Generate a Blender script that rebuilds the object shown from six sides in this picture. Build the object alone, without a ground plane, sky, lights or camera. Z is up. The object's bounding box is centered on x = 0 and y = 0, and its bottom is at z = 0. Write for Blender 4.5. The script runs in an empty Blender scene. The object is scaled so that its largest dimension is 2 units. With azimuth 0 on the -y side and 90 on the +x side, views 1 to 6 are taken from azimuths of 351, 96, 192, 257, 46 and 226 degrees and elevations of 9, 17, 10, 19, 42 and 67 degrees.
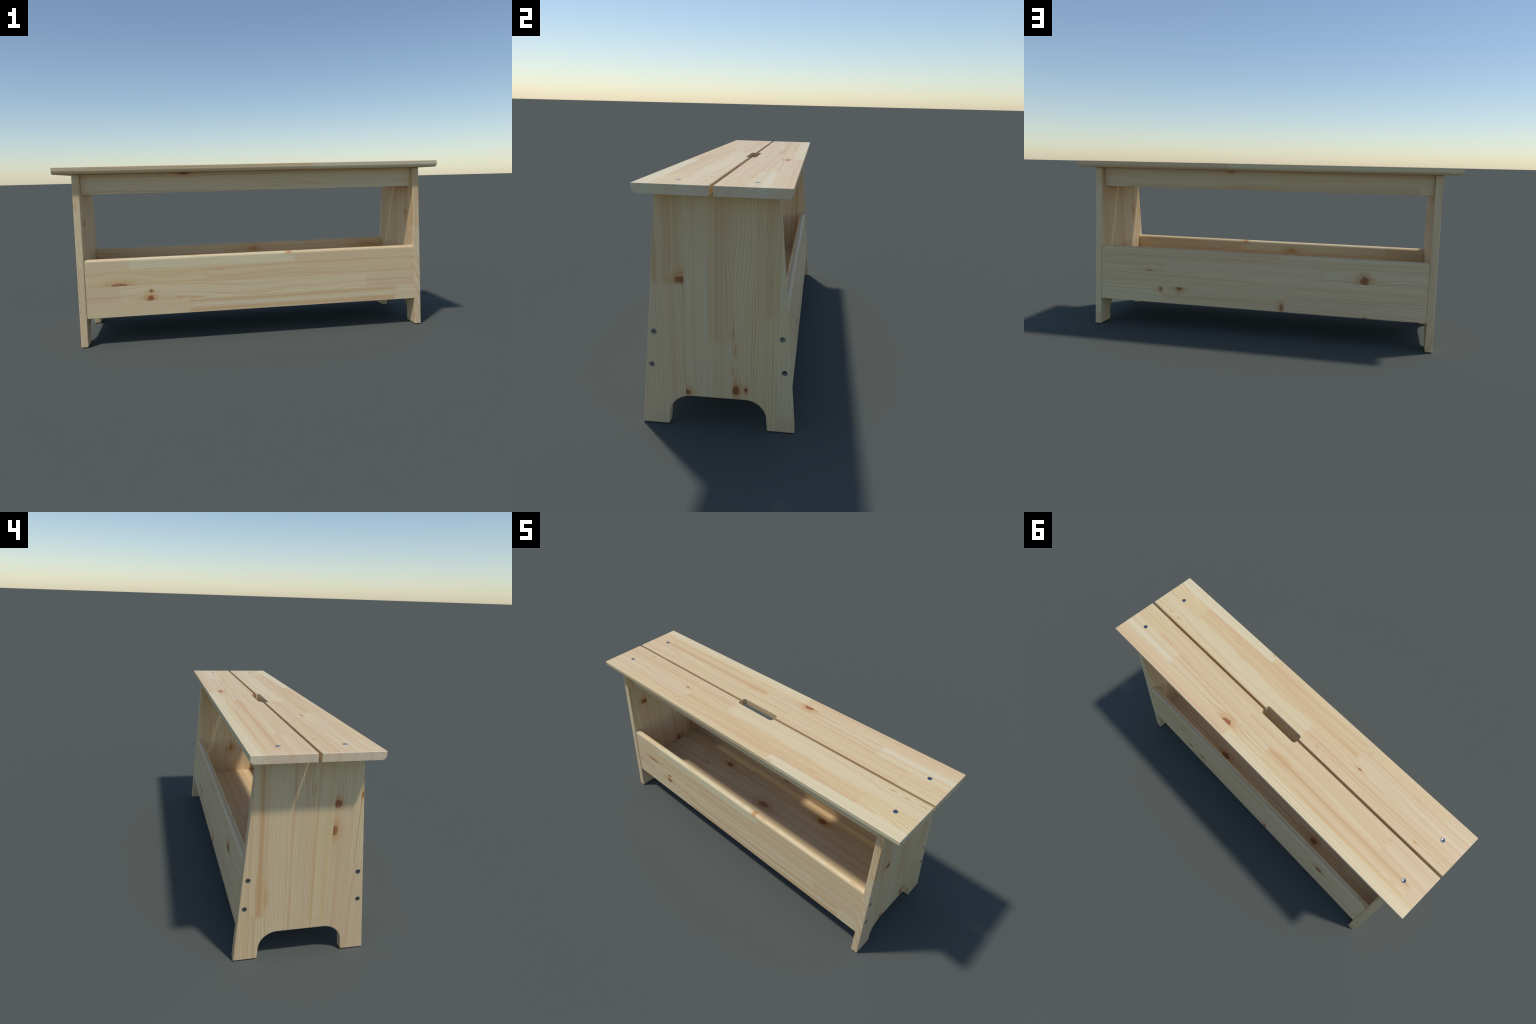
# A pine storage bench: two seat slats with a hand slot, two splayed side
# panels with arched feet, two leaning storage boards, a floor board, two
# apron rails and countersunk steel screws.  All wood is finger-jointed,
# edge-glued pine, described by its staves, knots and streaks.
import bpy, bmesh, math, random
from mathutils import Matrix, Vector

# ------------------------------------------------------------------ sizes
SEAT_TOP, SEAT_T = 0.8999, 0.0346        # seat upper face, slat thickness
SEAT_UNDER = SEAT_TOP - SEAT_T
SEAT_HALF_LENGTH, SEAT_HALF_WIDTH = 1.0, 0.2500
SLAT_GAP = 0.0062                        # half the gap between the slats
SLOT_HALF_LENGTH, SLOT_HALF_WIDTH, SLOT_R = 0.1165, 0.0245, 0.0125
PANEL_OUT, PANEL_IN = 0.9152, 0.8800     # side panel outer and inner x
FOOT_HALF = 0.2798                       # half width of a panel at the floor
LEAN = 0.0865                            # inward run per metre of height
BOARD_T = 0.0352
BOARD_FOOT_Y = 0.2762                    # outer board face carried to z = 0
BOARD_Z0, BOARD_Z1 = 0.1432, 0.4405
RAIL_Y, RAIL_Z0 = 0.1790, 0.7635
FLOOR_TOP = 0.1950


# ------------------------------------------------------------ small helpers
def srgb(r, g, b):
    f = lambda c: (c / 255 / 12.92) if c <= 10.3 else ((c / 255 + 0.055) / 1.055) ** 2.4
    return (f(r), f(g), f(b), 1.0)


class Nodes:
    """Thin wrapper that lets node maths be written as expressions."""

    def __init__(self, material):
        material.use_nodes = True
        self.tree = material.node_tree
        self.tree.nodes.clear()

    def new(self, kind):
        return self.tree.nodes.new(kind)

    def put(self, socket, value):
        if isinstance(value, bpy.types.NodeSocket):
            self.tree.links.new(value, socket)
        else:
            socket.default_value = value

    def math(self, op, a, b=0.0, c=0.0, clamp=False):
        n = self.new("ShaderNodeMath")
        n.operation, n.use_clamp = op, clamp
        for s, v in zip(n.inputs, (a, b, c)):
            self.put(s, v)
        return n.outputs[0]

    def add(self, a, b): return self.math("ADD", a, b)
    def sub(self, a, b): return self.math("SUBTRACT", a, b)
    def mul(self, a, b): return self.math("MULTIPLY", a, b)

    def xyz(self, x, y, z):
        n = self.new("ShaderNodeCombineXYZ")
        for s, v in zip(n.inputs, (x, y, z)):
            self.put(s, v)
        return n.outputs[0]

    def split(self, v):
        n = self.new("ShaderNodeSeparateXYZ")
        self.put(n.inputs[0], v)
        return n.outputs

    def smooth(self, x, lo, hi, a=0.0, b=1.0):
        n = self.new("ShaderNodeMapRange")
        n.interpolation_type = "SMOOTHSTEP"
        for s, v in zip(n.inputs, (x, lo, hi, a, b)):
            self.put(s, v)
        return n.outputs[0]

    def mixv(self, f, a, b):
        n = self.new("ShaderNodeMix")
        n.data_type = "VECTOR"
        self.put(n.inputs[0], f)
        self.put(n.inputs[4], a)
        self.put(n.inputs[5], b)
        return n.outputs[1]

    def mixc(self, f, a, b, blend="MIX"):
        n = self.new("ShaderNodeMix")
        n.data_type, n.blend_type = "RGBA", blend
        self.put(n.inputs[0], f)
        self.put(n.inputs[6], a)
        self.put(n.inputs[7], b)
        return n.outputs[2]

    def noise(self, vec, scale=1.0, detail=2.0, rough=0.5):
        n = self.new("ShaderNodeTexNoise")
        self.put(n.inputs["Vector"], vec)
        n.inputs["Scale"].default_value = scale
        n.inputs["Detail"].default_value = detail
        n.inputs["Roughness"].default_value = rough
        return n.outputs[0]

    def white(self, value):
        n = self.new("ShaderNodeTexWhiteNoise")
        n.noise_dimensions = "1D"
        self.put(n.inputs["W"], value)
        return n.outputs[0]

    def ramp(self, x, stops, interp="LINEAR"):
        n = self.new("ShaderNodeValToRGB")
        self.put(n.inputs[0], x)
        r = n.color_ramp
        r.interpolation = interp
        while len(r.elements) < len(stops):
            r.elements.new(0.5)
        for e, (p, c) in zip(r.elements, stops):
            e.position = p
            e.color = c if len(c) == 4 else (*c, 1)
        return n.outputs[0]


# ---------------------------------------------------------------- pine wood
PALE = srgb(236, 222, 181)
YELLOW = srgb(233, 211, 163)
TAN = srgb(228, 197, 146)
PINK = srgb(231, 205, 166)
LATE = srgb(207, 152, 90)
LATE_PINK = srgb(207, 149, 100)
STREAK = {"pink": srgb(223, 183, 140), "tan": srgb(211, 165, 111), "white": srgb(237, 226, 197),
          "yellow": srgb(226, 192, 128), "orange": srgb(206, 142, 90)}
KNOT_CORE, KNOT_EDGE, KNOT_HALO = srgb(172, 106, 68), srgb(136, 78, 46), srgb(210, 158, 92)
KNOT_DARK, PITCH = srgb(98, 58, 42), srgb(206, 148, 92)
END_PALE, END_RING = srgb(232, 219, 198), srgb(186, 158, 118)


class Stave:
    """One stick of pine inside an edge-glued board.
    tone 0 pale .. 1 tan, hue 0 yellow .. 1 pink, rings per metre, cut of the
    log: q quarter-sawn (even lines), r rift, f flat-sawn (broad lines)."""

    def __init__(self, tone=0.4, hue=0.4, rings=170, cut="q"):
        self.tone, self.hue, self.rings, self.cut = tone, hue, rings, cut


def S(tone=0.4, hue=0.4, rings=170, cut="q"):
    return Stave(tone, hue, rings, cut)


class Knot:
    """Knot centred at (u along grain, v across); face +1 / -1 is the side of
    the board it shows on, 0 both; clip = (u0, u1, v0, v1) of its stave."""

    def __init__(self, u, v, ru, rv, face=0, core=1.0, dark=0.3, swirl=1.0, clip=None):
        self.u, self.v, self.ru, self.rv, self.face = u, v, ru, rv, face
        self.core, self.dark, self.swirl, self.clip = core, dark, swirl, clip


def pine(name, rows, knots=(), streaks=(), seed=0, joint=0.011, end_grain=False):
    """rows: [(upper v limit, [(upper u limit, Stave), ...]), ...] ascending."""
    rng = random.Random(seed)
    mat = bpy.data.materials.new(name)
    N = Nodes(mat)
    coord = N.new("ShaderNodeTexCoord").outputs["Object"]
    u, v, w = N.split(coord)

    # finger joints: the border between two staves zigzags along the width
    zig = N.math("PINGPONG", N.add(v, 0.5), 0.0038)
    zig = N.mul(N.sub(zig, 0.0019), joint / 0.0019)
    uz = N.add(u, zig)

    tone = shape = None
    seam = None
    low = -9.0
    for k, (vmax, staves) in enumerate(rows):
        t = s = line = None
        vmid = vmax - 0.04 if k < len(rows) - 1 else low + 0.04
        prev = None
        for umax, st in staves:
            cut = st.cut
            sg = rng.choice((-1, 1))
            if cut == "q":
                pv, pw = vmid + sg * rng.uniform(0.28, 0.42), rng.choice((-1, 1)) * rng.uniform(0.10, 0.18)
            elif cut == "a":               # even lines, pith on the low side: arches over a knot
                pv, pw = vmid - 0.30, -0.12
            elif cut == "r":
                pv, pw = vmid + sg * rng.uniform(0.06, 0.10), -rng.uniform(0.05, 0.08)
            else:
                pv, pw = vmid + sg * rng.uniform(0.040, 0.055), -rng.uniform(0.030, 0.040)
            a = (st.tone, st.hue, st.rings)
            b = (pv, pw, rng.uniform(1, 40))
            if t is None:
                t, s = a, b
            else:
                f = N.math("GREATER_THAN", uz, prev)
                t, s = N.mixv(f, t, a), N.mixv(f, s, b)
                pulse = N.smooth(N.math("ABSOLUTE", N.sub(uz, prev)), 0.0004, 0.0022, 1.0, 0.0)
                line = pulse if line is None else N.math("MAXIMUM", line, pulse)
            prev = umax
        line = 0.0 if line is None else line
        if tone is None:
            tone, shape, seam = t, s, line
        else:
            f = N.math("GREATER_THAN", v, low)
            tone, shape = N.mixv(f, tone, t), N.mixv(f, shape, s)
            m = N.new("ShaderNodeMix")
            N.put(m.inputs[0], f); N.put(m.inputs[2], seam); N.put(m.inputs[3], line)
            seam = m.outputs[0]
        low = vmax
    tn, hue, rings = N.split(tone)
    pv, pw, sd = N.split(shape)

    # slow wander of the grain, different in every stave
    shift = N.mul(sd, 7.31)
    slow = N.noise(N.xyz(N.add(N.mul(u, 1.6), shift), N.mul(v, 4.0), N.add(N.mul(w, 4.0), sd)), 1.0, 1.0)
    quick = N.noise(N.xyz(N.add(N.mul(u, 5.0), shift), N.mul(v, 16.0), N.add(N.mul(w, 12.0), sd)), 1.0, 1.5)
    wander = N.add(N.mul(N.sub(slow, 0.5), 0.044), N.mul(N.sub(quick, 0.5), 0.012))

    # knots push the grain aside and carry their own colour
    core = halo = dark = pitch = rim = None
    bump = part = None
    wob = N.noise(N.xyz(N.mul(u, 60.0), N.mul(v, 60.0), w), 1.0, 2.0)
    for kn in knots:
        du = N.math("DIVIDE", N.sub(u, kn.u), kn.ru)
        dv = N.math("DIVIDE", N.sub(v, kn.v), kn.rv)
        d = N.math("SQRT", N.add(N.mul(du, du), N.mul(dv, dv)))
        gu, gv = N.mul(du, kn.ru / (kn.ru * 2.6 + 0.020)), N.mul(dv, kn.rv / (kn.rv * (3.4 if kn.swirl > 1.5 else 2.0) + 0.010))
        g = N.math("EXPONENT", N.mul(N.add(N.mul(gu, gu), N.mul(gv, gv)), -1.0))
        mask = None
        if kn.face:
            mask = N.math("GREATER_THAN", N.mul(w, float(kn.face)), 0.0)
        if kn.clip:
            u0, u1, v0, v1 = kn.clip
            for s_, lo, hi in ((uz, u0, u1), (v, v0, v1)):
                if lo is not None:
                    m_ = N.math("GREATER_THAN", s_, lo)
                    mask = m_ if mask is None else N.mul(mask, m_)
                if hi is not None:
                    m_ = N.math("LESS_THAN", s_, hi)
                    mask = m_ if mask is None else N.mul(mask, m_)
        dn = N.add(d, N.mul(N.sub(wob, 0.5), 0.95))
        firm = kn.core >= 0.55
        c_ = N.smooth(dn, 0.72, 1.18, kn.core, 0.0) if firm else N.smooth(dn, 0.2, 1.5, 1.8 * kn.core, 0.0)
        h_ = N.smooth(dn, 0.9, 3.0, min(1.0, 0.85 * kn.core), 0.0)
        k_ = N.smooth(dn, 0.0, 0.75, kn.dark, 0.0)
        arch = kn.swirl > 1.5            # broad cathedral arches, else the lines part around the knot
        if arch:
            g = N.mul(g, -kn.swirl * (0.010 + kn.rv * 0.8))
        else:
            g = N.mul(g, N.mul(N.sub(v, kn.v), -min(0.92, 0.8 * kn.swirl)))
        if mask is not None:
            c_, h_, k_, g = (N.mul(x, mask) for x in (c_, h_, k_, g))
        if firm:
            # resin flaring out of the knot along the grain
            fu, fv = N.mul(du, 0.26), N.mul(dv, 0.95)
            fl = N.math("EXPONENT", N.mul(N.add(N.mul(fu, fu), N.mul(fv, fv)), -1.0))
            fl = N.mul(fl, 0.42 * kn.core)
            if mask is not None:
                fl = N.mul(fl, mask)
            pitch = fl if pitch is None else N.math("MAXIMUM", pitch, fl)
            e_ = N.smooth(dn, 0.55, 1.0, 0.0, 1.0)
            if mask is not None:
                e_ = N.mul(e_, mask)
            e_ = N.mul(e_, N.smooth(dn, 1.2, 1.4, 1.0, 0.0))
            rim = e_ if rim is None else N.math("MAXIMUM", rim, e_)
            core = c_ if core is None else N.math("MAXIMUM", core, c_)
        else:
            pitch = c_ if pitch is None else N.math("MAXIMUM", pitch, c_)
        halo = h_ if halo is None else N.math("MAXIMUM", halo, h_)
        dark = k_ if dark is None else N.math("MAXIMUM", dark, k_)
        if arch:
            bump = g if bump is None else N.add(bump, g)
        else:
            part = g if part is None else N.add(part, g)

    # growth rings: distance from the pith of the stave
    vp = v if part is None else N.add(v, part)
    ry, rz = N.sub(N.add(vp, wander), pv), N.sub(N.add(w, N.mul(wander, 0.6)), pw)
    r = N.math("SQRT", N.add(N.mul(ry, ry), N.mul(rz, rz)))
    if bump is not None:
        r = N.add(r, bump)
    phase = N.mul(r, rings)
    ring_no, t = N.math("FLOOR", phase), N.math("FRACT", phase)
    late = N.ramp(t, [(0.0, (0.12,) * 3), (0.12, (0.0,) * 3), (0.5, (0.10,) * 3), (0.78, (0.9,) * 3),
                      (0.86, (1.0,) * 3), (1.0, (0.12,) * 3)])
    vary = N.add(0.35, N.mul(N.white(N.add(ring_no, sd)), 0.65))
    along = N.noise(N.xyz(N.add(N.mul(u, 2.5), shift), N.mul(v, 30.0), N.mul(w, 30.0)), 1.0, 2.0)
    late = N.mul(N.mul(late, vary), N.smooth(along, 0.25, 0.65, 0.60, 1.0))

    # broad tan bands and fine fibres running with the grain
    band = N.noise(N.xyz(N.add(N.mul(u, 0.5), shift), N.mul(r, 46.0), sd), 1.0, 2.0)
    band = N.smooth(band, 0.48, 0.78)
    fibre = N.noise(N.xyz(N.mul(u, 14.0), N.mul(v, 620.0), N.mul(w, 620.0)), 1.0, 2.0, 0.6)

    base = N.mixc(hue, YELLOW, PINK)
    base = N.mixc(N.smooth(tn, 0.0, 0.5), PALE, base)
    base = N.mixc(N.smooth(tn, 0.5, 1.0), base, TAN)
    line_col = N.mixc(hue, LATE, LATE_PINK)
    base = N.mixc(N.mul(band, N.add(0.12, N.mul(tn, 0.55))), base, line_col)
    colour = N.mixc(N.mul(late, N.add(0.46, N.mul(tn, 0.40))), base, line_col)
    for (u0, u1, v0, slope, width, tint, strength) in streaks:
        x = N.math("DIVIDE", N.sub(N.sub(N.add(v, N.mul(wander, 0.35)), v0), N.mul(u, slope)), width)
        f = N.mul(N.math("EXPONENT", N.mul(N.mul(x, x), -1.0)), strength)
        f = N.mul(f, N.math("GREATER_THAN", uz, u0))
        f = N.mul(f, N.math("LESS_THAN", uz, u1))
        colour = N.mixc(f, colour, STREAK[tint])
    colour = N.mixc(N.mul(seam, 0.30), colour, LATE)
    colour = N.mixc(N.mul(N.sub(fibre, 0.38), 0.30), colour, line_col)
    if halo is not None:
        colour = N.mixc(N.mul(halo, 0.70), colour, KNOT_HALO)
    if pitch is not None:
        colour = N.mixc(pitch, colour, PITCH)
    if core is not None:
        inner = N.mixc(N.math("MAXIMUM", N.smooth(wob, 0.45, 0.8), rim), KNOT_CORE, KNOT_EDGE)
        colour = N.mixc(core, colour, inner)
    if dark is not None:
        colour = N.mixc(dark, colour, KNOT_DARK)

    if end_grain:                     # end faces: paler, greyer mix, with brown ring arcs
        colour = N.mixc(0.40, colour, N.mixc(N.mul(late, 0.9), END_PALE, END_RING))
    bsdf = N.new("ShaderNodeBsdfPrincipled")
    N.put(bsdf.inputs["Base Color"], colour)
    bsdf.inputs["Roughness"].default_value = 0.48
    bsdf.inputs["Specular IOR Level"].default_value = 0.42
    bp = N.new("ShaderNodeBump")
    bp.inputs["Strength"].default_value = 0.05
    bp.inputs["Distance"].default_value = 0.0006
    N.put(bp.inputs["Height"], N.add(N.mul(late, -0.5), N.mul(fibre, 0.5)))
    N.put(bsdf.inputs["Normal"], bp.outputs[0])
    out = N.new("ShaderNodeOutputMaterial")
    N.put(out.inputs[0], bsdf.outputs[0])
    return mat


def steel():
    mat = bpy.data.materials.new("zinc_plated_steel")
    N = Nodes(mat)
    coord = N.new("ShaderNodeTexCoord").outputs["Object"]
    n = N.noise(coord, 500.0, 2.0)
    bsdf = N.new("ShaderNodeBsdfPrincipled")
    N.put(bsdf.inputs["Base Color"], N.ramp(n, [(0.3, (0.36, 0.37, 0.38)), (0.7, (0.46, 0.47, 0.48))]))
    bsdf.inputs["Metallic"].default_value = 1.0
    N.put(bsdf.inputs["Roughness"], N.smooth(n, 0.2, 0.8, 0.14, 0.20))
    out = N.new("ShaderNodeOutputMaterial")
    N.put(out.inputs[0], bsdf.outputs[0])
    return mat


# ----------------------------------------------------------------- geometry
ROOT = bpy.data.objects.new("storage_bench", None)
ROOT.empty_display_size = 0.2
ROOT["label"] = "pale pine bench with slotted seat and open storage box"
ROOT["category"] = "bench"
bpy.context.scene.collection.objects.link(ROOT)


def arc(cx, cy, r, a0, a1, n=10):
    return [(cx + r * math.cos(math.radians(a0 + (a1 - a0) * i / n)),
             cy + r * math.sin(math.radians(a0 + (a1 - a0) * i / n))) for i in range(n + 1)]


def plank(outline, thick, wide_round=None, ease=0.0022, ease_segments=3):
    """Extrude an outline (local X, Y) symmetrically in Z.  wide_round is a
    list of (test, radius): long edges picked by test(midpoint) get a big
    round; every other sharp edge is eased a little."""
    bm = bmesh.new()
    lo = [bm.verts.new((x, y, -thick / 2)) for x, y in outline]
    hi = [bm.verts.new((x, y, thick / 2)) for x, y in outline]
    bm.faces.new(list(reversed(lo)))
    bm.faces.new(hi)
    n = len(outline)
    for i in range(n):
        j = (i + 1) % n
        bm.faces.new((lo[i], lo[j], hi[j], hi[i]))
    bmesh.ops.recalc_face_normals(bm, faces=bm.faces)
    for test, radius in wide_round or ():
        sel = [e for e in bm.edges
               if e.calc_face_angle(0) > 0.5 and test((e.verts[0].co + e.verts[1].co) / 2, e.calc_length())]
        bmesh.ops.bevel(bm, geom=sel, offset=radius, segments=8, profile=0.5, affect="EDGES",
                        clamp_overlap=True)
    sel = [e for e in bm.edges if e.calc_face_angle(0) > 0.62]
    bmesh.ops.bevel(bm, geom=sel, offset=ease, segments=ease_segments, profile=0.5, affect="EDGES",
                    clamp_overlap=True)
    bmesh.ops.remove_doubles(bm, verts=bm.verts, dist=1e-6)
    return bm


def finish(bm, name, material, matrix, parent=ROOT, holes=()):
    """Turn a bmesh into a named part; holes are (x, y, face) screw seats."""
    me = bpy.data.meshes.new(name)
    bm.to_mesh(me)
    bm.free()
    ob = bpy.data.objects.new(name, me)
    bpy.context.scene.collection.objects.link(ob)
    if holes:
        cb = bmesh.new()
        for x, y, z, face in holes:
            bmesh.ops.create_cone(cb, cap_ends=True, segments=40, radius1=SCREW_R + 0.0003,
                                  radius2=SCREW_R + 0.0003, depth=0.014,
                                  matrix=Matrix.Translation((x, y, z)))
        cm = bpy.data.meshes.new("cutter")
        cb.to_mesh(cm)
        cb.free()
        co = bpy.data.objects.new("cutter", cm)
        bpy.context.scene.collection.objects.link(co)
        mod = ob.modifiers.new("seats", "BOOLEAN")
        mod.object, mod.operation, mod.solver = co, "DIFFERENCE", "EXACT"
        dg = bpy.context.evaluated_depsgraph_get()
        dg.update()
        baked = bpy.data.meshes.new_from_object(ob.evaluated_get(dg))
        ob.modifiers.clear()
        ob.data = baked
        baked.name = name
        bpy.data.objects.remove(co, do_unlink=True)
        bpy.data.meshes.remove(cm)
        me = baked
    for p in me.polygons:
        p.use_smooth = True
    me.set_sharp_from_angle(angle=math.radians(40))
    me.materials.clear()
    me.materials.append(material)
    wn = ob.modifiers.new("weighted_normals", "WEIGHTED_NORMAL")
    wn.keep_sharp = True
    wn.weight = 100
    ob.matrix_world = matrix
    ob.parent = parent
    return ob


def frame(xa, ya, origin):
    """Matrix whose local X and Y run along xa and ya."""
    x, y = Vector(xa).normalized(), Vector(ya).normalized()
    z = x.cross(y)
    return Matrix(((x.x, y.x, z.x, origin[0]), (x.y, y.y, z.y, origin[1]),
                   (x.z, y.z, z.z, origin[2]), (0, 0, 0, 1)))


# screws -------------------------------------------------------------------
SCREW_R = 0.0101


def screw_mesh():
    """Countersunk head with a cross recess, axis +Z, top face at z = 0."""
    bm = bmesh.new()
    n = 48

    def ring(fn, z):
        return [bm.verts.new((fn(a) * math.cos(a), fn(a) * math.sin(a), z))
                for a in (2 * math.pi * i / n for i in range(n))]

    def cross(scale):
        def fn(a):
            lobe = abs(math.cos(2 * a)) ** 1.6
            return scale * (0.0021 + 0.0028 * lobe)
        return fn

    loops = [ring(lambda a: SCREW_R - 0.002, -0.0055), ring(lambda a: SCREW_R, -0.0012),
             ring(lambda a: SCREW_R, -0.0002), ring(lambda a: SCREW_R - 0.0004, 0.0002),
             ring(lambda a: 0.0050, 0.0002), ring(cross(0.86), -0.0003),
             ring(cross(0.78), -0.0009), ring(cross(0.45), -0.0042)]
    for a, b in zip(loops, loops[1:]):
        for i in range(n):
            j = (i + 1) % n
            bm.faces.new((a[i], a[j], b[j], b[i]))
    bm.faces.new(loops[-1])
    bm.faces.new(list(reversed(loops[0])))
    bmesh.ops.recalc_face_normals(bm, faces=bm.faces)
    me = bpy.data.meshes.new("screw")
    bm.to_mesh(me)
    bm.free()
    for p in me.polygons:
        p.use_smooth = True
    me.set_sharp_from_angle(angle=math.radians(35))
    me.materials.append(steel())
    return me


SCREW = screw_mesh()
_turn = random.Random(4)


def add_screw(parent, x, y, z, face):
    """Screw in the parent's local frame, head looking along face * Z."""
    ob = bpy.data.objects.new("screw", SCREW)
    bpy.context.scene.collection.objects.link(ob)
    m = Matrix.Translation((x, y, z))
    if face < 0:
        m = m @ Matrix.Rotation(math.pi, 4, "X")
    m = m @ Matrix.Rotation(_turn.uniform(0, math.pi), 4, "Z")
    ob.parent = parent
    ob.matrix_local = m


# ---------------------------------------------------------------- the seat
def slat_outline(side):
    """side -1 front, +1 back; a slat has a half slot in its inner edge."""
    L, W, g = SEAT_HALF_LENGTH, SEAT_HALF_WIDTH, SLAT_GAP
    s, h, r = SLOT_HALF_LENGTH, SLOT_HALF_WIDTH, SLOT_R
    inner = ([(-L, g), (-s, g)] + arc(-s + r, h - r, r, 180, 90, 8)
             + arc(s - r, h - r, r, 90, 0, 8) + [(s, g), (L, g)])
    pts = [(-L, W)] + inner + [(L, W)]
    return pts if side > 0 else [(x, -y) for x, y in reversed(pts)]


front_slat_spec = dict(name="pine_seat_slat_a", rows=[
    (-0.196, [(-0.843, S(0.35, 0.55, 150, "r")), (0.287, S(0.62, 0.25, 210, "q")), (9, S(0.05, 0.2, 150, "q"))]),
    (-0.112, [(-0.370, S(0.45, 0.7, 170, "r")), (0.757, S(0.64, 0.25, 260, "q")), (9, S(0.45, 0.05, 162, "f"))]),
    (9, [(-0.116, S(0.5, 0.6, 170, "r")), (9, S(0.28, 0.35, 150, "r"))]),
], knots=[
    Knot(0.312, -0.243, 0.013, 0.006, 1, 0.25, 0.0, 0.6, (0.287, None, None, -0.196)),
    Knot(0.894, -0.036, 0.016, 0.0035, 1, 0.35, 0.0, 1.0), Knot(0.829, -0.034, 0.014, 0.004, 1, 0.35, 0.1, 1.0),
    Knot(0.974, -0.034, 0.016, 0.003, 1, 0.25, 0.0, 0.6),
    Knot(-0.421, -0.106, 0.010, 0.0035, 1, 0.95, 0.5, 0.25), Knot(-0.822, -0.031, 0.010, 0.003, 1, 0.45, 0.2, 0.2),
    Knot(-0.492, -0.018, 0.004, 0.0025, 1, 0.4, 0.2, 0.1), Knot(-0.205, -0.040, 0.005, 0.0025, 1, 0.4, 0.2, 0.1),
    Knot(0.640, -0.160, 0.020, 0.004, 1, 0.12, 0.0, 0.1), Knot(0.500, -0.165, 0.020, 0.004, 1, 0.12, 0.0, 0.1),
    Knot(-0.401, -0.203, 0.010, 0.004, 1, 0.18, 0.0, 0.1),
], streaks=[
    (-0.37, 0.757, -0.2065, 0.0255, 0.0075, "pink", 0.75),
    (-9, -0.116, -0.066, 0.004, 0.0065, "tan", 0.55), (-9, -0.116, -0.094, 0.004, 0.004, "pink", 0.5),
    (-9, -0.116, -0.046, 0.010, 0.0045, "tan", 0.35), (-9, -0.37, -0.190, 0.0, 0.0045, "pink", 0.8),
    (-9, -0.37, -0.150, 0.0, 0.008, "white", 0.25), (-9, -0.37, -0.165, 0.002, 0.003, "pink", 0.4),
    (-0.116, 9, -0.010, 0.0, 0.006, "tan", 0.3),
], seed=11)

back_slat_spec = dict(name="pine_seat_slat_b", rows=[
    (0.105, [(-0.741, S(0.42, 0.75, 162, "f")), (0.131, S(0.42, 0.45, 230, "q")), (0.808, S(0.40, 0.5, 200, "q")),
             (9, S(0.38, 0.15, 130, "r"))]),
    (0.188, [(-0.934, S(0.5, 0.8, 150, "r")), (-0.06, S(0.52, 0.45, 190, "r")), (0.634, S(0.36, 0.6, 141, "f")),
             (9, S(0.24, 0.4, 150, "r"))]),
    (9, [(0.152, S(0.18, 0.35, 190, "r")), (9, S(0.55, 0.55, 240, "q"))]),
], knots=[
    Knot(0.188, 0.184, 0.026, 0.017, 1, 1.0, 0.05, 1.2, (-0.06, 0.634, None, 0.188)),
    Knot(-0.145, 0.104, 0.050, 0.022, 1, 0.16, 0.0, 1.0, (None, -0.06, 0.105, 0.188)),
    Knot(-0.870, 0.168, 0.012, 0.004, 1, 0.15, 0.0, 0.4),
], streaks=[
    (-0.934, -0.06, 0.131, 0.0, 0.0090, "tan", 0.75), (-0.934, -0.06, 0.148, 0.0, 0.005, "tan", 0.3),
    (0.634, 9, 0.160, 0.0, 0.012, "white", 0.5), (-9, 0.152, 0.193, 0.0, 0.0055, "yellow", 0.7),
    (-9, 0.152, 0.215, 0.01, 0.004, "tan", 0.25), (-9, -0.741, 0.080, -0.02, 0.012, "pink", 0.6),
    (0.131, 0.808, 0.020, 0.0, 0.012, "pink", 0.45), (0.131, 0.808, 0.062, 0.0, 0.004, "pink", 0.5),
    (0.634, 9, 0.100, 0.0, 0.004, "pink", 0.5), (0.152, 9, 0.232, 0.0, 0.006, "pink", 0.6), (-0.06, 0.634, 0.150, -0.03, 0.003, "orange", 0.45),
    (-0.06, 0.634, 0.120, -0.02, 0.0025, "orange", 0.4),
    (-0.741, 0.131, 0.008, 0.0, 0.006, "pink", 0.5),
], seed=23)

for side, spec in ((-1, front_slat_spec), (1, back_slat_spec)):
    outer = side * SEAT_HALF_WIDTH
    bm = plank(slat_outline(side), SEAT_T,
               [(lambda m, l: abs(m.y - outer) < 1e-4 and m.z < 0 and l > 1.0, 0.0185)], ease=0.0026)
    spots = [(sx * 0.899, side * 0.128, SEAT_T / 2, 1) for sx in (-1, 1)]
    slat = finish(bm, "seat_slat", pine(**spec), Matrix.Translation((0, 0, SEAT_TOP - SEAT_T / 2)), holes=spots)
    cross = dict(spec, name=spec["name"] + "_end_grain", end_grain=True)
    slat.data.materials.append(pine(**cross))
    for p in slat.data.polygons:
        if abs(p.normal.x) > 0.7 and abs(p.center.x) > SEAT_HALF_LENGTH - 0.003:
            p.material_index = 1
    for s in spots:
        add_screw(slat, *s)


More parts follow.
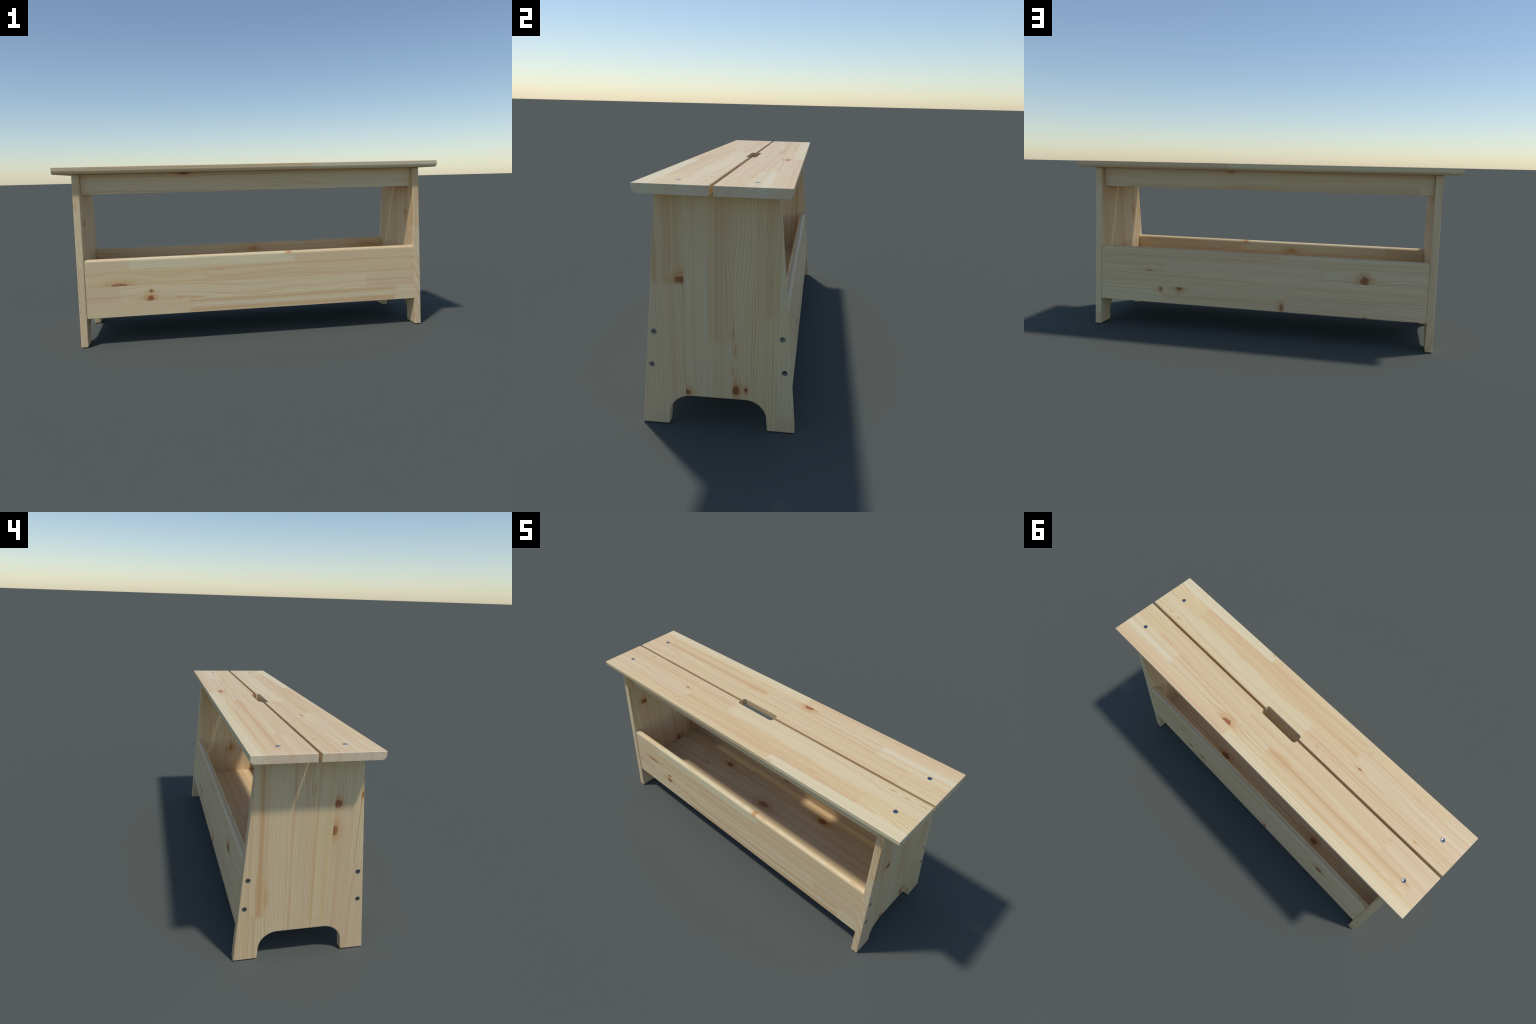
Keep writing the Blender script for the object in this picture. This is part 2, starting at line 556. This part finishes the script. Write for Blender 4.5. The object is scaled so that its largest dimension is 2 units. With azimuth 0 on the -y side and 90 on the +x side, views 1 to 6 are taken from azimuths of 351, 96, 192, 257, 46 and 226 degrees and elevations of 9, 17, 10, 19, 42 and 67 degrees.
# ------------------------------------------------------------- side panels
def panel_outline():
    """Local X is height, Y is depth.  Splayed sides, arched cut-out."""
    half = lambda z: FOOT_HALF - LEAN * z
    top, arch_top, r = SEAT_UNDER - 0.0004, 0.1207, 0.078
    foot_in = lambda z: 0.1805 - LEAN * z
    # quarter round between the slanted inner foot edge and the arch top
    yc, zc = 0.0975, arch_top - r
    curve = [(0.0, foot_in(0)), (0.022, foot_in(0.022))]
    for i in range(0, 15):
        a = math.radians(90 * i / 14)
        curve.append((zc + r * math.sin(a), yc + (foot_in(zc) - yc) * math.cos(a)))
    inner = curve + [(z, -y) for z, y in reversed(curve)]
    return [(0.0, half(0))] + inner + [(0.0, -half(0)), (top, -half(top)), (top, half(top))]


right_panel_wood = pine("pine_side_panel_a", [
    (-0.115, [(0.548, S(0.34, 0.75, 130, "r")), (9, S(0.66, 0.25, 160, "r"))]),
    (-0.028, [(9, S(0.30, 0.5, 230, "q"))]),
    (0.0535, [(0.345, S(0.32, 0.35, 180, "q")), (9, S(0.70, 0.45, 120, "r"))]),
    (0.136, [(9, S(0.52, 0.05, 120, "r"))]),
    (0.2135, [(0.443, S(0.48, 0.0, 120, "f")), (9, S(0.70, 0.2, 150, "q"))]),
    (9, [(0.055, S(0.5, 0.6, 120, "r")), (9, S(0.26, 0.2, 170, "r"))]),
], knots=[
    Knot(0.564, -0.122, 0.014, 0.022, -1, 1.0, 0.15, 0.4, (0.548, None, None, -0.115)),
    Knot(0.156, 0.0640, 0.018, 0.014, -1, 1.0, 0.2, 1.0, (None, None, 0.0535, 0.136)),
    Knot(0.161, 0.1015, 0.009, 0.006, -1, 1.0, 0.9, 0.6),
    Knot(0.138, -0.1135, 0.010, 0.016, -1, 1.0, 0.7, 0.3, (None, None, -0.115, -0.028)),
    Knot(0.614, -0.1286, 0.014, 0.020, 1, 0.35, 0.0, 0.3),
    Knot(0.371, -0.003, 0.030, 0.017, 1, 0.52, 0.30, 1.1), Knot(0.353, 0.032, 0.007, 0.004, 1, 0.7, 0.3, 0.3),
    Knot(0.490, -0.190, 0.040, 0.022, 1, 0.14, 0.0, 0.9), Knot(0.215, -0.175, 0.035, 0.014, 1, 0.5, 0.1, 0.6),
    Knot(0.378, 0.056, 0.020, 0.0045, -1, 0.35, 0.0, 0.7), Knot(0.314, 0.064, 0.022, 0.004, -1, 0.40, 0.0, 0.7),
    Knot(0.233, 0.055, 0.018, 0.004, -1, 0.25, 0.0, 0.5), Knot(0.568, 0.184, 0.025, 0.004, -1, 0.12, 0.0, 0.2),
    Knot(0.720, 0.060, 0.040, 0.012, -1, 0.08, 0.0, 1.2, (None, None, None, 0.0535)),
], streaks=[
    (0.345, 9, 0.000, 0.0, 0.006, "tan", 0.45), (0.345, 9, 0.016, 0.0, 0.005, "tan", 0.35),
    (0.345, 9, -0.024, 0.0, 0.003, "yellow", 0.5), (-9, 0.548, -0.160, 0.0, 0.010, "pink", 0.55), (0.548, 9, -0.135, 0.0, 0.008, "tan", 0.35),
    (0.443, 9, 0.180, 0.0, 0.012, "tan", 0.25),
], seed=35)

left_panel_wood = pine("pine_side_panel_b", [
    (-0.187, [(0.409, S(0.42, 0.65, 170, "q")), (9, S(0.30, 0.1, 175, "f"))]),
    (-0.104, [(0.653, S(0.46, 0.75, 150, "q")), (9, S(0.42, 0.2, 110, "r"))]),
    (-0.0235, [(0.163, S(0.45, 0.6, 160, "q")), (9, S(0.42, 0.15, 170, "q"))]),
    (0.056, [(0.656, S(0.40, 0.70, 190, "q")), (9, S(0.40, 0.3, 130, "r"))]),
    (0.1425, [(9, S(0.34, 0.45, 220, "q"))]),
    (9, [(0.196, S(0.45, 0.45, 110, "r")), (9, S(0.50, 0.45, 210, "r"))]),
], knots=[
    Knot(0.667, -0.1165, 0.018, 0.015, 1, 1.0, 0.15, 0.8, (0.653, None, None, -0.104)),
    Knot(0.558, -0.108, 0.021, 0.016, 1, 0.9, 0.1, 0.8, (None, 0.653, -0.187, -0.104)),
    Knot(0.702, -0.2130, 0.011, 0.0035, 1, 1.0, 0.3, 0.3),
    Knot(0.737, -0.0250, 0.022, 0.007, 1, 0.45, 0.0, 1.0, (0.656, None, -0.0235, 0.056)),
    Knot(0.285, 0.143, 0.045, 0.022, 1, 0.22, 0.0, 1.4, (0.196, None, 0.1425, None)),
    Knot(0.003, -0.184, 0.006, 0.005, 1, 0.5, 0.0, 0.1),
    # inner face
    Knot(0.614, -0.1286, 0.014, 0.022, -1, 1.0, 0.15, 0.4, (0.598, None, None, -0.112)),
    Knot(0.210, 0.0655, 0.018, 0.014, -1, 1.0, 0.2, 1.0), Knot(0.215, 0.0985, 0.009, 0.006, -1, 1.0, 0.9, 0.6),
    Knot(0.360, 0.062, 0.022, 0.004, -1, 0.45, 0.0, 0.7), Knot(0.430, 0.056, 0.018, 0.004, -1, 0.3, 0.0, 0.5),
], streaks=[
    (0.196, 9, 0.181, 0.0, 0.010, "tan", 0.75), (0.196, 9, 0.160, 0.0, 0.004, "tan", 0.35),
    (-9, 9, 0.056, 0.0, 0.005, "orange", 0.35), (-9, 9, -0.040, 0.0, 0.003, "tan", 0.45),
    (-9, 0.196, 0.195, 0.02, 0.004, "orange", 0.45), (-9, 0.196, 0.235, 0.02, 0.008, "yellow", 0.4),
    (-9, 0.653, -0.150, 0.05, 0.008, "pink", 0.35), (0.163, 9, -0.092, 0.0, 0.006, "yellow", 0.5),
    (0.409, 9, -0.197, -0.02, 0.004, "tan", 0.6),
], seed=47)

for side, wood in ((1, right_panel_wood), (-1, left_panel_wood)):
    bm = plank(panel_outline(), PANEL_OUT - PANEL_IN, ease=0.0034)
    half_t = (PANEL_OUT - PANEL_IN) / 2
    face = -side                       # local Z points to world -x
    spots = [(z, sy * y, face * half_t, face) for sy in (-1, 1) for z, y in ((0.3675, 0.2260), (0.2402, 0.2370))]
    m = frame((0, 0, 1), (0, 1, 0), (side * (PANEL_OUT + PANEL_IN) / 2, 0, 0))
    panel = finish(bm, "side_panel", wood, m, holes=spots)
    for s in spots:
        add_screw(panel, *s)

# ---------------------------------------------------------- storage boards
front_board_wood = pine("pine_storage_board_a", [
    (0.2185, [(-0.362, S(0.38, 0.40, 200, "q")), (0.764, S(0.55, 0.55, 130, "r")), (9, S(0.25, 0.6, 110, "r"))]),
    (0.3010, [(-0.715, S(0.42, 0.85, 220, "q")), (0.604, S(0.32, 0.30, 150, "r")), (9, S(0.46, 0.85, 130, "q"))]),
    (0.3865, [(-0.269, S(0.42, 0.0, 115, "a")), (0.856, S(0.50, 0.3, 230, "q")), (9, S(0.5, 0.5, 150, "q"))]),
    (9, [(-0.666, S(0.42, 0.6, 150, "q")), (0.202, S(0.12, 0.1, 140, "q")), (9, S(0.45, 0.35, 220, "q"))]),
], knots=[
    Knot(-0.712, 0.299, 0.044, 0.016, 1, 0.85, 0.0, 2.4, (None, -0.269, 0.301, 0.3865)),
    Knot(-0.560, 0.231, 0.017, 0.014, 1, 1.0, 0.25, 0.9, (-0.715, 0.604, 0.2185, 0.301)),
    Knot(-0.5550, 0.267, 0.0075, 0.0065, 1, 1.0, 0.9, 0.7),
    Knot(-0.410, 0.228, 0.040, 0.004, 1, 0.30, 0.0, 0.9), Knot(-0.336, 0.224, 0.035, 0.004, 1, 0.35, 0.0, 0.9),
    Knot(-0.470, 0.226, 0.020, 0.003, 1, 0.25, 0.0, 0.4),
    Knot(0.174, 0.437, 0.018, 0.010, 0, 0.5, 0.0, 0.8, (None, 0.202, 0.3865, None)),
    Knot(-0.205, 0.363, 0.020, 0.005, 1, 0.18, 0.0, 0.3),
    Knot(-0.110, 0.392, 0.030, 0.014, -1, 0.5, 0.0, 1.6),
], streaks=[
    (-0.269, 0.60, 0.372, 0.014, 0.0045, "pink", 0.75), (0.25, 0.86, 0.377, 0.006, 0.004, "pink", 0.65),
    (-0.362, 0.764, 0.205, 0.004, 0.006, "tan", 0.60), (-0.362, 0.764, 0.160, 0.004, 0.010, "tan", 0.55),
    (-0.362, 0.764, 0.183, 0.0, 0.007, "white", 0.35), (0.604, 9, 0.262, 0.0, 0.005, "tan", 0.45),
    (0.604, 9, 0.235, 0.0, 0.004, "pink", 0.5),
], seed=59)

back_board_wood = pine("pine_storage_board_b", [   # u runs towards world -x
    (0.2350, [(-0.519, S(0.25, 0.1, 110, "r")), (0.160, S(0.40, 0.5, 170, "r")), (9, S(0.34, 0.85, 160, "r"))]),
    (0.3140, [(-0.023, S(0.45, 0.05, 150, "r")), (0.860, S(0.32, 0.25, 180, "q")), (9, S(0.45, 0.2, 150, "q"))]),
    (0.3945, [(-0.517, S(0.35, 0.0, 120, "r")), (0.358, S(0.32, 0.75, 190, "q")), (9, S(0.28, 0.7, 189, "f"))]),
    (9, [(-0.749, S(0.45, 0.1, 130, "r")), (0.128, S(0.42, 0.4, 200, "q")), (0.808, S(0.30, 0.3, 160, "q")),
         (9, S(0.4, 0.4, 140, "q"))]),
], knots=[
    Knot(-0.522, 0.219, 0.011, 0.013, 1, 1.0, 0.15, 0.5, (None, -0.519, None, 0.235)),
    Knot(-0.419, 0.234, 0.016, 0.017, 1, 1.0, 0.15, 0.5, (None, None, None, 0.235)),
    Knot(-0.594, 0.314, 0.018, 0.008, 1, 0.6, 0.2, 1.3, (None, None, 0.314, None)),
    Knot(0.568, 0.332, 0.021, 0.024, 1, 0.95, 0.15, 0.9, (0.358, None, 0.314, 0.3945)),
    Knot(0.556, 0.365, 0.030, 0.014, 1, 0.10, 0.0, 0.5, (0.358, None, 0.314, 0.3945)),
    Knot(0.150, 0.165, 0.012, 0.020, 1, 0.9, 0.1, 0.4, (None, 0.160, None, 0.235)),
    Knot(0.577, 0.146, 0.008, 0.003, 1, 1.0, 0.9, 0.0),
    Knot(0.006, 0.240, 0.016, 0.010, -1, 0.7, 0.2, 0.6), Knot(-0.05, 0.405, 0.032, 0.014, -1, 0.45, 0.1, 0.9),
    Knot(-0.790, 0.400, 0.090, 0.020, -1, 0.32, 0.0, 0.9), Knot(-0.400, 0.290, 0.020, 0.012, -1, 0.7, 0.2, 0.8),
    Knot(0.420, 0.330, 0.080, 0.008, -1, 0.35, 0.0, 0.7),
], streaks=[
    (-9, -0.023, 0.270, 0.012, 0.006, "yellow", 0.35), (-9, -0.023, 0.292, -0.01, 0.003, "tan", 0.4),
    (-0.517, 9, 0.391, 0.0, 0.004, "pink", 0.6), (0.128, 9, 0.412, 0.0, 0.003, "tan", 0.35),
], seed=61)

for side, wood in ((-1, front_board_wood), (1, back_board_wood)):
    k = math.sqrt(1 + LEAN * LEAN)
    y0, y1 = BOARD_Z0 * k, BOARD_Z1 * k
    x = PANEL_IN - 0.0004
    bm = plank([(-x, y0), (x, y0), (x, y1), (-x, y1)], BOARD_T,
               [(lambda m, l: m.y > y1 - 1e-4 and l > 1.0, 0.0162)], ease=0.0016)
    # leaning inwards; local Z is the outer face
    m = frame((-side, 0, 0), (0, -side * LEAN, 1), (0, 0, 0))
    n = m.to_3x3() @ Vector((0, 0, 1))
    m.translation = Vector((0, side * BOARD_FOOT_Y, 0)) - n * (BOARD_T / 2)
    finish(bm, "storage_board", wood, m)

# -------------------------------------------------------------- apron rails
front_rail_wood = pine("pine_apron_rail_a", [
    (0.784, [(0.100, S(0.40, 0.5, 140, "r")), (9, S(0.30, 0.4, 170, "q"))]),
    (9, [(0.100, S(0.45, 0.35, 150, "r")), (0.789, S(0.42, 0.3, 190, "r")), (9, S(0.35, 0.3, 260, "q"))]),
], knots=[Knot(-0.363, 0.864, 0.024, 0.010, 0, 0.95, 0.1, 1.5),
          Knot(0.26, 0.795, 0.060, 0.008, 0, 0.12, 0.0, 1.2)],
    streaks=[(-9, 9, 0.852, 0.0, 0.004, "tan", 0.3)], seed=73)
back_rail_wood = pine("pine_apron_rail_b", [          # u runs towards world -x
    (0.8425, [(-0.745, S(0.42, 0.5, 130, "r")), (0.124, S(0.40, 0.15, 240, "q")), (0.810, S(0.44, 0.3, 220, "q")),
              (9, S(0.36, 0.2, 130, "r"))]),
    (9, [(0.1, S(0.5, 0.6, 170, "q")), (9, S(0.45, 0.6, 150, "q"))]),
], knots=[Knot(-0.150, 0.8555, 0.018, 0.006, 0, 0.6, 0.1, 0.4)],
    streaks=[(-0.2, 0.81, 0.775, 0.0, 0.004, "tan", 0.35)], seed=79)
for side, wood in ((-1, front_rail_wood), (1, back_rail_wood)):
    x = PANEL_IN - 0.0004
    z1 = SEAT_UNDER - 0.0004
    bm = plank([(-x, RAIL_Z0), (x, RAIL_Z0), (x, z1), (-x, z1)], BOARD_T, ease=0.0020)
    m = frame((-side, 0, 0), (0, 0, 1), (0, side * (RAIL_Y - BOARD_T / 2), 0))
    finish(bm, "apron_rail", wood, m)

# ---------------------------------------------------------------- the floor
floor_wood = pine("pine_floor_board", [
    (-0.130, [(0.30, S(0.4, 0.5, 170, "q")), (9, S(0.45, 0.4, 160, "r"))]),
    (-0.050, [(-0.15, S(0.62, 0.7, 130, "r")), (9, S(0.55, 0.45, 160, "r"))]),
    (0.035, [(-0.55, S(0.55, 0.75, 120, "q")), (9, S(0.52, 0.6, 130, "r"))]),
    (0.115, [(-0.638, S(0.32, 0.2, 121, "f")), (0.43, S(0.60, 0.5, 130, "r")), (9, S(0.62, 0.4, 170, "q"))]),
    (9, [(-0.25, S(0.66, 0.35, 150, "q")), (9, S(0.60, 0.3, 130, "r"))]),
], knots=[
    Knot(-0.417, 0.122, 0.022, 0.015, 1, 1.0, 0.4, 0.8), Knot(-0.009, 0.011, 0.036, 0.020, 1, 0.8, 0.3, 1.2),
    Knot(0.019, 0.0475, 0.004, 0.004, 1, 0.9, 0.6, 0.2), Knot(0.341, 0.140, 0.030, 0.017, 1, 1.0, 0.4, 0.9, (None, None, 0.115, None)),
    Knot(-0.552, 0.043, 0.020, 0.012, 1, 0.25, 0.0, 1.0),
], streaks=[(-9, -0.55, 0.012, -0.02, 0.004, "orange", 0.6), (-0.55, 0.1, -0.03, 0.0, 0.005, "pink", 0.5),
            (-0.638, -0.3, 0.108, 0.0, 0.005, "tan", 0.6), (-0.25, 9, 0.185, 0.0, 0.010, "tan", 0.5),
            (-0.25, 0.6, 0.125, 0.0, 0.004, "orange", 0.4), (-0.1, 9, 0.060, 0.0, 0.007, "tan", 0.45),
            (0.0, 9, -0.080, 0.0, 0.005, "orange", 0.35)], seed=83)
inner = lambda z: BOARD_FOOT_Y - LEAN * z - BOARD_T * math.sqrt(1 + LEAN * LEAN)
x, y = PANEL_IN - 0.0004, inner(FLOOR_TOP) - 0.0004
bm = plank([(-x, -y), (x, -y), (x, y), (-x, y)], BOARD_T, ease=0.0012)
finish(bm, "floor_board", floor_wood, Matrix.Translation((0, 0, FLOOR_TOP - BOARD_T / 2)))
